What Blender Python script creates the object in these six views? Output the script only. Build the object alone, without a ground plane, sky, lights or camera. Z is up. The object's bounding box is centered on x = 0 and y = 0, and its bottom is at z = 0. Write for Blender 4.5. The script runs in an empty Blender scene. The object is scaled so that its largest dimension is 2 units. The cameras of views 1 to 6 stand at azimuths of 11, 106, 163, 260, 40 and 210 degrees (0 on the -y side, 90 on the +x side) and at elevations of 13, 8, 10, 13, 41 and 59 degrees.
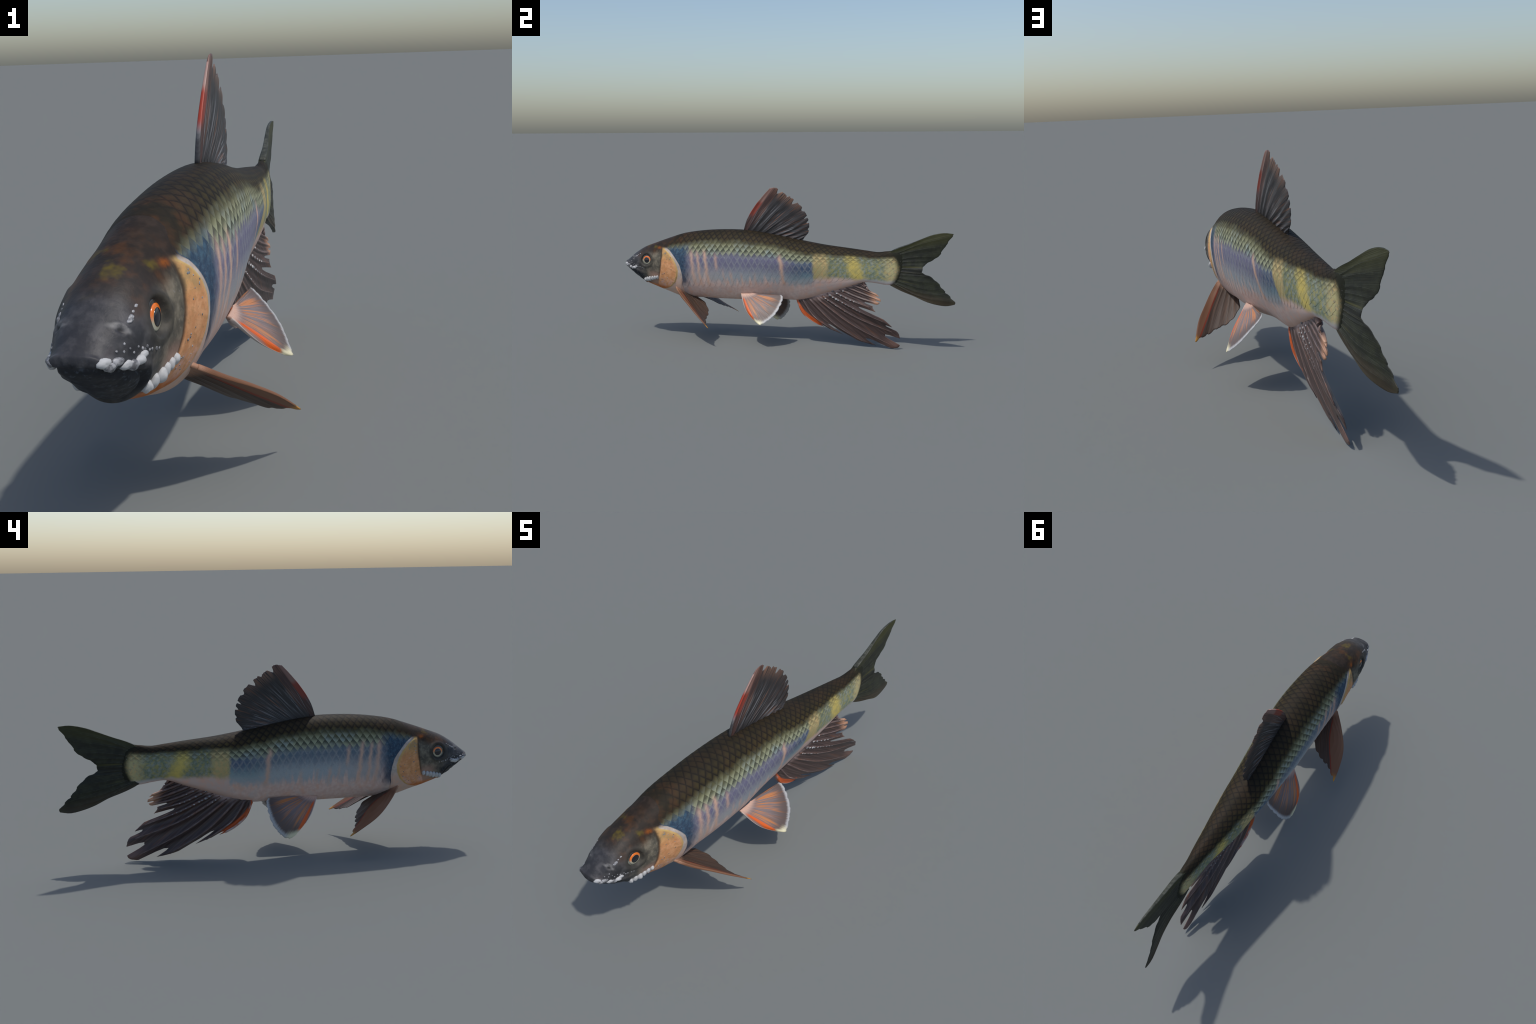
# A breeding-coloured minnow: body lofted through cross sections, fins fanned over rays,
# scales, pearl tubercles and eyes as pieces of their own.
import bpy, math, random
import numpy as np
from mathutils import Vector

random.seed(7)
RNG = np.random.default_rng(7)

# ------------------------------------------------------------------ small helpers
def sstep(a, b, x):
    t = np.clip((np.asarray(x, float) - a) / (b - a), 0, 1)
    return t * t * (3 - 2 * t)

def herm(x, xs, vs):
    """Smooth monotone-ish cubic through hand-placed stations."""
    x = np.asarray(x, float); xs = np.asarray(xs, float); vs = np.asarray(vs, float)
    d = np.diff(vs) / np.diff(xs)
    m = np.empty_like(vs); m[0] = d[0]; m[-1] = d[-1]
    h0 = np.diff(xs)[:-1]; h1 = np.diff(xs)[1:]
    m[1:-1] = (d[:-1] * h1 + d[1:] * h0) / (h0 + h1)
    i = np.clip(np.searchsorted(xs, x) - 1, 0, len(xs) - 2)
    h = xs[i + 1] - xs[i]; t = np.clip((x - xs[i]) / h, 0, 1)
    return ((2*t**3 - 3*t*t + 1) * vs[i] + (t**3 - 2*t*t + t) * h * m[i]
            + (-2*t**3 + 3*t*t) * vs[i+1] + (t**3 - t*t) * h * m[i+1])

def vnoise(p, scale, seed=0):
    """Cheap smooth value noise on Nx3 points, -1..1."""
    p = np.asarray(p, float) * scale
    i = np.floor(p).astype(np.int64); f = p - i; f = f * f * (3 - 2 * f)
    out = 0
    for dx in (0, 1):
        for dy in (0, 1):
            for dz in (0, 1):
                n = (i[..., 0] + dx) * 374761393 + (i[..., 1] + dy) * 668265263 + (i[..., 2] + dz) * 2147483647 + seed * 974634777
                n = (n ^ (n >> 13)) * 1274126177
                v = ((n ^ (n >> 16)) & 0xffff) / 32767.5 - 1
                w = ((f[..., 0] if dx else 1 - f[..., 0]) * (f[..., 1] if dy else 1 - f[..., 1])
                     * (f[..., 2] if dz else 1 - f[..., 2]))
                out = out + v * w
    return out

def link(ob, parent=None):
    bpy.context.scene.collection.objects.link(ob)
    if parent is not None:
        ob.parent = parent
    return ob

def mesh_object(name, verts, faces, mat, parent, smooth=True):
    me = bpy.data.meshes.new(name)
    me.from_pydata([tuple(map(float, v)) for v in verts], [], [tuple(map(int, f)) for f in faces])
    me.update()
    if smooth:
        me.polygons.foreach_set("use_smooth", [True] * len(me.polygons))
    if mat is not None:
        me.materials.append(mat)
    return link(bpy.data.objects.new(name, me), parent)

# ------------------------------------------------------------------ node graph helper
class N:
    """A float/colour/vector socket with arithmetic, so that masks read like formulas."""
    g = None
    def __init__(self, s): self.s = s
    @staticmethod
    def put(sock, v):
        if isinstance(v, N): N.g.links.new(v.s, sock)
        else: sock.default_value = v
    @staticmethod
    def math(op, *a, clamp=False):
        n = N.g.nodes.new("ShaderNodeMath"); n.operation = op; n.use_clamp = clamp
        for k, v in enumerate(a): N.put(n.inputs[k], v)
        return N(n.outputs[0])
    def __add__(a, b): return N.math("ADD", a, b)
    __radd__ = __add__
    def __sub__(a, b): return N.math("SUBTRACT", a, b)
    def __rsub__(a, b): return N.math("SUBTRACT", b, a)
    def __mul__(a, b): return N.math("MULTIPLY", a, b)
    __rmul__ = __mul__
    def __truediv__(a, b): return N.math("DIVIDE", a, b)
    def __rtruediv__(a, b): return N.math("DIVIDE", b, a)
    def __neg__(a): return N.math("MULTIPLY", a, -1.0)
    def abs(a): return N.math("ABSOLUTE", a)
    def sqrt(a): return N.math("SQRT", a)
    def clamp(a): return N.math("ADD", a, 0.0, clamp=True)
    def inv(a): return N.math("SUBTRACT", 1.0, a, clamp=True)

def nmax(a, b): return N.math("MAXIMUM", a, b)
def nmin(a, b): return N.math("MINIMUM", a, b)
def nstep(a, b, x):
    """smoothstep node, a<b rising; a>b falling"""
    n = N.g.nodes.new("ShaderNodeMapRange"); n.interpolation_type = "SMOOTHSTEP"
    lo, hi, o0, o1 = (a, b, 0.0, 1.0) if a < b else (b, a, 1.0, 0.0)
    N.put(n.inputs[0], x)
    for k, v in zip((1, 2, 3, 4), (lo, hi, o0, o1)): n.inputs[k].default_value = v
    return N(n.outputs[0])
def gauss(x, x0, w):
    d = (x - x0) / w
    return N.math("POWER", 2.71828, -(d * d))
def band(x, a, b, soft): return nstep(a - soft, a + soft, x) * nstep(b + soft, b - soft, x)
def xyz(vec):
    n = N.g.nodes.new("ShaderNodeSeparateXYZ"); N.put(n.inputs[0], vec)
    return N(n.outputs[0]), N(n.outputs[1]), N(n.outputs[2])
def comb(x, y, z):
    n = N.g.nodes.new("ShaderNodeCombineXYZ")
    for k, v in enumerate((x, y, z)): N.put(n.inputs[k], v)
    return N(n.outputs[0])
def objco(): return N(N.g.nodes.new("ShaderNodeTexCoord").outputs["Object"])
def noise(vec, scale=1.0, detail=3.0, rough=0.55):
    n = N.g.nodes.new("ShaderNodeTexNoise"); N.put(n.inputs["Vector"], vec)
    n.inputs["Scale"].default_value = scale; n.inputs["Detail"].default_value = detail
    n.inputs["Roughness"].default_value = rough
    return N(n.outputs[0])
def mix(a, b, f):
    n = N.g.nodes.new("ShaderNodeMix"); n.data_type = "RGBA"
    for k, v in ((6, a), (7, b)):
        if isinstance(v, N): N.g.links.new(v.s, n.inputs[k])
        else: n.inputs[k].default_value = (*v, 1)
    N.put(n.inputs[0], f)
    return N(n.outputs[2])
def curve(x, pts):
    """Float Curve through (x, y) pairs, both inside 0..1, straight between points."""
    n = N.g.nodes.new("ShaderNodeFloatCurve"); c = n.mapping.curves[0]
    pts = sorted(pts)
    c.points[0].location = pts[0]; c.points[1].location = pts[-1]
    for p in pts[1:-1]: c.points.new(*p)
    for p in c.points: p.handle_type = "VECTOR"
    n.mapping.update(); N.put(n.inputs["Value"], x)
    return N(n.outputs[0])
def sampled(x, lo, hi, fn, vlo, vhi, count=40):
    """fn sampled into a float curve: x in lo..hi, values in vlo..vhi."""
    xs = np.linspace(lo, hi, count); ys = np.clip((np.array([float(fn(t)) for t in xs]) - vlo) / (vhi - vlo), 0, 1)
    c = curve((x - lo) / (hi - lo), [((float(a) - lo) / (hi - lo), float(b)) for a, b in zip(xs, ys)])
    return c * (vhi - vlo) + vlo

def material(name, build, rough=0.45, spec=0.5, coat=0.0):
    m = bpy.data.materials.new(name); m.use_nodes = True
    N.g = m.node_tree
    b = m.node_tree.nodes["Principled BSDF"]
    r = build()
    col, bump, bstr = (r + (None, 0))[:3] if isinstance(r, tuple) else (r, None, 0)
    if isinstance(col, N): N.g.links.new(col.s, b.inputs["Base Color"])
    else: b.inputs["Base Color"].default_value = (*col, 1)
    b.inputs["Roughness"].default_value = rough
    if callable(spec): N.put(b.inputs["Specular IOR Level"], spec())
    else: b.inputs["Specular IOR Level"].default_value = spec
    b.inputs["Coat Weight"].default_value = coat
    if bump is not None:
        n = N.g.nodes.new("ShaderNodeBump"); n.inputs["Strength"].default_value = bstr
        n.inputs["Distance"].default_value = 0.004
        N.put(n.inputs["Height"], bump); N.g.links.new(n.outputs[0], b.inputs["Normal"])
    return m

# ------------------------------------------------------------------ body profile
# stations along the fish (nose at -y): middle x, half width, top z, bottom z
ST = np.array([
    [-1.000, -0.022, 0.010, 0.443, 0.432],
    [-0.996, -0.022, 0.028, 0.452, 0.425],
    [-0.985, -0.021, 0.041, 0.463, 0.414],
    [-0.970, -0.019, 0.050, 0.475, 0.402],
    [-0.930, -0.016, 0.070, 0.507, 0.370],
    [-0.870, -0.016, 0.087, 0.544, 0.331],
    [-0.800, -0.016, 0.095, 0.571, 0.303],
    [-0.720, -0.011, 0.100, 0.600, 0.277],
    [-0.620, -0.007, 0.110, 0.632, 0.247],
    [-0.500, -0.003, 0.113, 0.653, 0.247],
    [-0.360, -0.002, 0.115, 0.664, 0.246],
    [-0.200, -0.006, 0.111, 0.662, 0.248],
    [-0.050, -0.012, 0.104, 0.642, 0.260],
    [0.100, -0.017, 0.096, 0.614, 0.258],
    [0.250, -0.016, 0.081, 0.590, 0.301],
    [0.400, -0.014, 0.058, 0.574, 0.352],
    [0.500, -0.013, 0.044, 0.563, 0.384],
    [0.560, -0.013, 0.036, 0.557, 0.380],
    [0.620, -0.012, 0.028, 0.564, 0.372],
    [0.660, -0.012, 0.021, 0.568, 0.374],
    [0.685, -0.012, 0.014, 0.566, 0.378],
    [0.700, -0.012, 0.008, 0.560, 0.386],
    [0.712, -0.012, 0.002, 0.548, 0.400]])
def prof(k): return lambda y: herm(y, ST[:, 0], ST[:, k])
XC, HW, ZT, ZB = prof(1), prof(2), prof(3), prof(4)
POWER = 2.1                                      # upper half of a cross section: a slightly squared oval
def WIDEST(y): return np.interp(y, [-1, -.6, -.4, -.2, 0, .2, .4, .6, .7], [.5, .57, .60, .60, .62, .64, .60, .52, .5])   # height share of the widest line
def KEEL(y): return np.interp(y, [-1, -.9, -.75, -.6, -.4, -.2, -.05, .1, .2, .3, .4, .5, .7], [2.1, 2.0, 1.95, 1.95, 1.95, 1.85, 1.6, 1.22, 1.25, 1.6, 1.9, 2.05, 2.1])  # lower half: below 2 narrows to a keel
def SWAY(y): return np.interp(y, [-1, -.6, -.5, -.1, 0, .1, .25, .38, .5, .6, .69], [0, 0, -.007, -.008, -.005, -.002, .003, .011, .018, .010, 0])   # the keel line bends sideways
def zmid(y): return ZB(y) + (ZT(y) - ZB(y)) * WIDEST(y)

# side-view curves of the head (as functions of height z)
def PREOP(z): return np.interp(z, [.28, .33, .375, .412, .455, .496, .56], [-.79, -.765, -.749, -.739, -.732, -.728, -.730])
def RIM(z): return np.interp(z, [.292, .306, .321, .35, .384, .42, .457, .493, .525, .545], [-.75, -.70, -.669, -.638, -.622, -.616, -.626, -.647, -.678, -.71])
def FLAP(z): return np.interp(z, [.25, .30, .33, .363, .385, .413, .451, .478, .507, .535, .552], [-.60, -.60, -.60, -.594, -.593, -.596, -.605, -.622, -.645, -.672, -.70])
def NAPE(z): return np.interp(z, [.25, .552, .575, .60, .63], [-.60, -.70, -.705, -.68, -.665])
def HEAD_END(z): return np.where(z < .552, FLAP(z), NAPE(z))
MOUTH = np.array([[-1.0, .434], [-.974, .424], [-.926, .407], [-.89, .393], [-.876, .371], [-.868, .340]])
EYE_Y, EYE_Z = -0.832, 0.473

def poly_dist(y, z, pts):
    best = np.full(np.shape(y), 9.0); side = np.zeros(np.shape(y))
    for (a, b), (c, d) in zip(pts[:-1], pts[1:]):
        ey, ez = c - a, d - b; L2 = ey * ey + ez * ez
        t = np.clip(((y - a) * ey + (z - b) * ez) / L2, 0, 1)
        dy, dz = y - a - t * ey, z - b - t * ez; dd = np.hypot(dy, dz)
        s = np.sign(ey * dz - ez * dy)
        side = np.where(dd < best, s, side); best = np.minimum(best, dd)
    return best, side

def skin_offset(y, z, p):
    """Relief of the head on top of the plain loft (metres along the normal)."""
    front = sstep(-.52, -.60, y)
    op = sstep(0, .010, y - PREOP(z)) * sstep(0, .007, RIM(z) - y) * sstep(.295, .315, z) * sstep(.552, .535, z)
    fl = sstep(0, .007, FLAP(z) - y) * sstep(-.78, -.70, y) * sstep(.285, .31, z) * sstep(.565, .545, z)
    cheek = sstep(0, -.012, y - PREOP(z)) * sstep(.32, .36, z) * sstep(.53, .50, z) * sstep(-.86, -.80, y)
    o = .0035 * op + .0025 * fl + .0025 * cheek
    d = np.hypot(y - EYE_Y, z - EYE_Z)
    o = o - .013 * sstep(.037, .026, d) + .003 * np.exp(-((d - .042) / .008) ** 2)
    m, s = poly_dist(y, z, MOUTH)
    near = sstep(-.84, -.87, y)
    o = o + near * (-.006 * np.exp(-(m / .0045) ** 2) + .006 * np.exp(-((m - .013) / .009) ** 2) * (s > 0))
    jaw = near * (s < 0) * sstep(.004, .014, m)
    o = o + jaw * .0022 * vnoise(p, 75, 3)
    nd = np.hypot((y + .933), (z - .480))
    o = o - .003 * np.exp(-(nd / .005) ** 2) * front + .0018 * np.exp(-((nd - .010) / .004) ** 2) * front * (.4 + .6 * sstep(-.006, .006, y + .933))
    return o

def body_point(y, phi, lift=0.0, relief=True):
    """Point of the skin at station y and angle phi (0 = back ridge, +pi/2 = +x flank, pi = belly)."""
    y, phi = np.broadcast_arrays(np.asarray(y, float), np.asarray(phi, float))
    s, c = np.sin(phi), np.cos(phi)
    pw = np.where(c > 0, POWER, KEEL(y))
    rho = (np.abs(s) ** pw + np.abs(c) ** pw) ** (-1 / pw)
    w, zc = HW(y), zmid(y); h = np.where(c > 0, ZT(y) - zc, zc - ZB(y))
    lean = SWAY(y) * np.clip(-rho * c, 0, 1) ** 1.5
    p = np.stack([XC(y) + w * rho * s + lean, y, zc + h * rho * c], -1)
    nrm = np.stack([s / w, 0 * s, c / h], -1); nrm /= np.linalg.norm(nrm, axis=-1, keepdims=True)
    o = lift
    if relief:
        o = o + skin_offset(p[..., 1], p[..., 2], p)
    return p + nrm * np.asarray(o)[..., None]

def side_point(y, z, side, lift=0.0):
    """Point on the flank seen from the side at (y, z), and its outward normal."""
    zc = float(zmid(y)); up = z > zc
    h = float(ZT(y)) - zc if up else zc - float(ZB(y)); pw = POWER if up else float(KEEL(y))
    a = float(np.clip((z - zc) / h, -.999, .999))
    x = (1 - abs(a) ** pw) ** (1 / pw)
    phi = math.atan2(x, a) * side
    e = 1e-3
    P = body_point(y, phi, relief=False)
    tu = body_point(y + e, phi, relief=False) - body_point(y - e, phi, relief=False)
    tv = body_point(y, phi + e, relief=False) - body_point(y, phi - e, relief=False)
    n = np.cross(tv, tu); n /= np.linalg.norm(n)
    if n[0] * side < 0: n = -n
    return P + n * lift, n

# equal-arc reparametrisation of the angle, used to lay the scale rows
_ph = np.linspace(0, math.pi, 400)
_sp = np.hypot(.55 * np.cos(_ph), np.sin(_ph)); _q = np.concatenate([[0], np.cumsum((_sp[1:] + _sp[:-1]) / 2)]); _q /= _q[-1]
def Q_OF(u): return np.interp(u * math.pi, _ph, _q)          # u = phi/pi -> share of the arc
def PHI_OF(q): return np.interp(q, _q, _ph)
SCALE_LEN, ROWS = 0.0345, 18                                  # one scale along the body; rows per side

# ------------------------------------------------------------------ skin materials
def trunk_colour():
    P = objco(); x, y, z = xyz(P)
    xc = sampled(y, -1, .8, XC, -.05, .05); hw = sampled(y, -1, .8, HW, 0, .2)
    zt = sampled(y, -1, .8, ZT, 0, 1); zb = sampled(y, -1, .8, ZB, 0, 1)
    sx = x - xc
    hf = (z - zb) / (zt - zb)
    wf = sampled(y, -1, .8, WIDEST, 0, 1, 30); dz = hf - wf
    u = N.math("ARCTAN2", sx.abs() / hw, nmax(dz, 0.0) / (1.0 - wf) + nmin(dz, 0.0) / wf) * (1 / math.pi)
    q = sampled(u, 0, 1, Q_OF, 0, 1, 48)
    a = y * (1 / SCALE_LEN); r = q * float(ROWS)
    w1 = noise(P, 16, 2) - .5; w2 = noise(P, 55, 2) - .5; w3 = noise(comb(y, z, x), 55, 2) - .5
    p = a + r * .5 + w1 * .28 + w2 * .16; m = a - r * .5 + w1 * .28 + w3 * .16
    dp = N.math("FRACT", p + 100.5) - .5; dm = N.math("FRACT", m + 100.5) - .5
    al = (dp + dm) * .5; rl = dp - dm                          # place inside the scale: along, and down (+1)
    edge = nmax(dp.abs(), dm.abs())                            # 0 middle .. .5 border
    blob = nstep(1.05, .05, rl.abs() + (al - .10).abs() * 1.5)
    cell = noise(comb(N.math("FLOOR", p + .5) * 3.7, N.math("FLOOR", m + .5) * 5.3, nstep(-.01, .01, sx) * 9.0), 1.0, 0)
    n1 = noise(P, 9, 3); n2 = noise(P, 60, 3); n4 = noise(P, 26, 3)
    n3 = noise(comb(x * 30.0, y * 75.0, z * 18.0), 1, 3)
    fine = noise(P, 230, 2)
    vary = (n4 - .5) * 1.2 + (cell - .5) * .9
    rim = nstep(.33, .49, edge) * nstep(.25, .6, n4 + .1)
    hj = hf + rl * .020 + (n1 - .5) * .09 + (n2 - .5) * .04 + (n4 - .5) * .05
    right = nstep(-.02, .02, sx)
    # back: brown scales with olive hearts and dark borders
    back = mix((.021, .017, .011), (.033, .022, .0135), nstep(.4, .7, n1))
    back = mix(back, (.086, .066, .019), (blob * (vary * .6 + .55)).clamp() * nstep(1.06, .80, hf) * nstep(.75, .1, y) * nstep(-.72, -.5, y))
    back = mix(back, (.075, .040, .018), nstep(.55, .75, n4) * nstep(.15, .5, y) * .6)
    back = mix(back, (.075, .034, .015), nstep(-.50, -.66, y) * nstep(.45, .7, n4) * .6)
    back = mix(back, (.011, .010, .008), rim * .8 * nstep(-.70, -.54, y))
    # upper flank: pale scales, dark towards the back of each scale
    paleness = nstep(-.6, .55, rl + al * .5 + vary * .5)
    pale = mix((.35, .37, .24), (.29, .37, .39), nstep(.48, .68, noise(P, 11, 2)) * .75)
    upper = mix((.075, .082, .062), pale, paleness * (n2 * .6 + .6).clamp())
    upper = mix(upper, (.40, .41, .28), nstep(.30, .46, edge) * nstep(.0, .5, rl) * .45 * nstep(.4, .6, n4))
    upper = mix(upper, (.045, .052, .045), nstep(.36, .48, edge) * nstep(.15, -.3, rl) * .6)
    upper = mix(upper, (.14, .125, .045), nstep(.72, .84, hf) * .45)
    # middle flank
    deep = mix((.110, .160, .205), (.160, .150, .240), right * nstep(.24, .05, y))
    deep = mix(deep, (.065, .110, .200), band(y, .09, .24, .06) * nstep(.3, .7, n1 + .1))
    deep = mix(deep, (.21, .22, .26), (nstep(.35, .7, n3) * .5 + nstep(-.2, .8, rl) * .25).clamp())
    lines = nstep(.28, .50, edge) * nstep(.34, .5, hf) * (n4 * .8 + n1 * 1.4 - .45).clamp()
    mid = mix(deep, (.38, .39, .38), lines * .50)
    low = mix((.31, .345, .375), (.43, .445, .445), nstep(.3, .7, n3 * .5 + n4 * .5))
    low = mix(mix(low, (.38, .43, .46), .6), low, right)
    low = mix(low, (.16, .30, .34), band(y, .05, .25, .06) * nstep(.30, .46, hf) * .6)
    low = mix(low, (.45, .40, .36), nstep(.5, .75, n2) * .4)
    low = mix(low, (.46, .35, .31), nstep(-.25, -.5, y) * .45)
    belly = mix((.66, .455, .385), (.73, .55, .475), nstep(.3, .7, n2))
    belly = mix(belly, (.74, .43, .30), nstep(.50, .72, noise(P, 24, 3)) * .65)
    belly = mix(belly, (.56, .51, .48), nstep(.52, .7, noise(P, 17, 3)) * .5)
    spikes = (nstep(.45, .8, noise(comb(y * 34.0, z * 3.0, right), 1, 1)) * .14) * nstep(.15, -.05, y)
    col = mix(low, mid, nstep(.33, .56, hf - right.inv() * .05 + (n3 - .5) * .16 + (n4 - .5) * .10))
    col = mix(col, upper, nstep(.615, .725, hj - nstep(-.3, -.7, y) * .03))
    col = mix(col, back, nstep(.79, .895, hj + nstep(-.1, .2, y) * .030))
    col = mix(belly, col, nstep(.20, .34, hf + (n3 - .5) * .18 + (n4 - .5) * .10 - spikes))
    # deep blue bar behind the gill cover
    bar = nstep(-.505, -.59, y + (n3 - .5) * .06 + rl * .008) * nstep(.15, .28, hf + (n4 - .5) * .1) * nstep(.87, .76, hj)
    steel = mix((.030, .055, .095), (.055, .110, .165), nstep(.35, .75, noise(P, 70, 3)))
    steel = mix(steel, (.060, .062, .085), nstep(.5, .3, hf) * .7)
    col = mix(col, mix(steel, (.17, .15, .19), nstep(-.575, -.535, y) * .6), bar * .95)
    # pink upright bars
    yy = y - (.55 - hf) * .04 + (noise(comb(z * 22.0, 0.0, y * 3.0), 1, 3) - .5) * .026 + rl * .002
    pk = None
    for y0, wd, lo, hi, st in ((-.522, .012, .2, .73, .75), (-.484, .009, .2, .71, .8), (-.437, .010, .22, .72, .95),
                               (-.372, .009, .46, .67, .75), (-.335, .007, .28, .45, .5), (.016, .011, .25, .72, .95),
                               (-.23, .007, .25, .40, .5), (-.15, .009, .22, .40, .5), (-.29, .009, .25, .42, .6)):
        k = gauss(yy, y0, wd) * band(hf, lo, hi, .06) * st
        pk = k if pk is None else nmax(pk, k)
    col = mix(col, mix((.66, .38, .28), (.60, .44, .34), n4), (pk * (n3 * .9 + .5)).clamp())
    # yellow and green blotched tail
    yr = y + (noise(P, 24, 3) - .5) * .045 + rl * .006 + w2 * .02
    green = mix((.165, .205, .145), (.28, .31, .265), nstep(.35, .7, n2))
    green = mix(green, (.36, .32, .10), nstep(.42, .66, noise(P, 62, 3)) * .65)
    yellow = mix((.42, .36, .14), (.62, .49, .14), nstep(.30, .65, n4 * .5 + n2 * .5))
    buff = mix((.54, .40, .19), (.43, .38, .19), nstep(.35, .65, n2))
    tail = mix(green, buff, band(yr, .19, .285, .018))
    tail = mix(tail, yellow, band(yr + (hf - .5) * .07, .40, .470, .024))
    tail = mix(tail, mix(mix(buff, (.26, .26, .19), nstep(.45, .65, noise(P, 80, 2)) * .8), (.48, .43, .22), nstep(.35, .65, n2)), nstep(.575, .645, yr))
    tail = mix(tail, (.09, .085, .05), nstep(.55, .8, hf) * nstep(.5, -.3, rl + vary * .5) * .7)
    tb = nstep(.04, .17, hf - nstep(.52, .28, y) * .24 + (n4 - .5) * .12)
    under = mix(mix((.66, .50, .44), (.74, .47, .37), nstep(.42, .7, n4)), (.50, .49, .49), nstep(.42, .54, y))
    tail = mix(under, tail, tb)
    tail = mix(tail, back, nstep(.75, .87, hj))
    isr = nstep(.190, .210, y + (n2 - .5) * .022)
    low_in = nstep(.02, .16, hf + .05)
    col = mix(col, tail, isr * low_in)
    # skin running out onto the anal fin
    col = mix(col, mix((.50, .30, .22), (.58, .42, .36), n4), nstep(.13, .02, hf) * nstep(.06, .12, y) * nstep(.52, .46, y) * .8)
    # dark root of the tail fin
    hc = hf - .47
    root = nstep(.658, .694, y + hc * hc * .16 + (n2 - .5) * .016)
    col = mix(col, (.030, .027, .016), nstep(.80, .9, hf) * nstep(.60, .64, y) * .5)
    col = mix(col, (.020, .021, .014), root)
    # pale skin by the pectoral fin
    col = mix(col, mix((.56, .46, .40), (.30, .29, .30), nstep(.4, .65, n4)), nstep(-.54, -.60, y) * nstep(.30, .18, hf) * .8)
    col = mix(col, mix(col, (.02, .02, .02), .5), nstep(.55, .75, fine) * .40 * nstep(.2, .4, hf))
    col = mix(col, mix(col, (.75, .74, .70), .35), nstep(.62, .75, noise(P, 150, 2)) * .45 * nstep(.25, .4, hf) * nstep(.86, .7, hf))
    return col, fine * .4 + n2 * .6, .18

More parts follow.
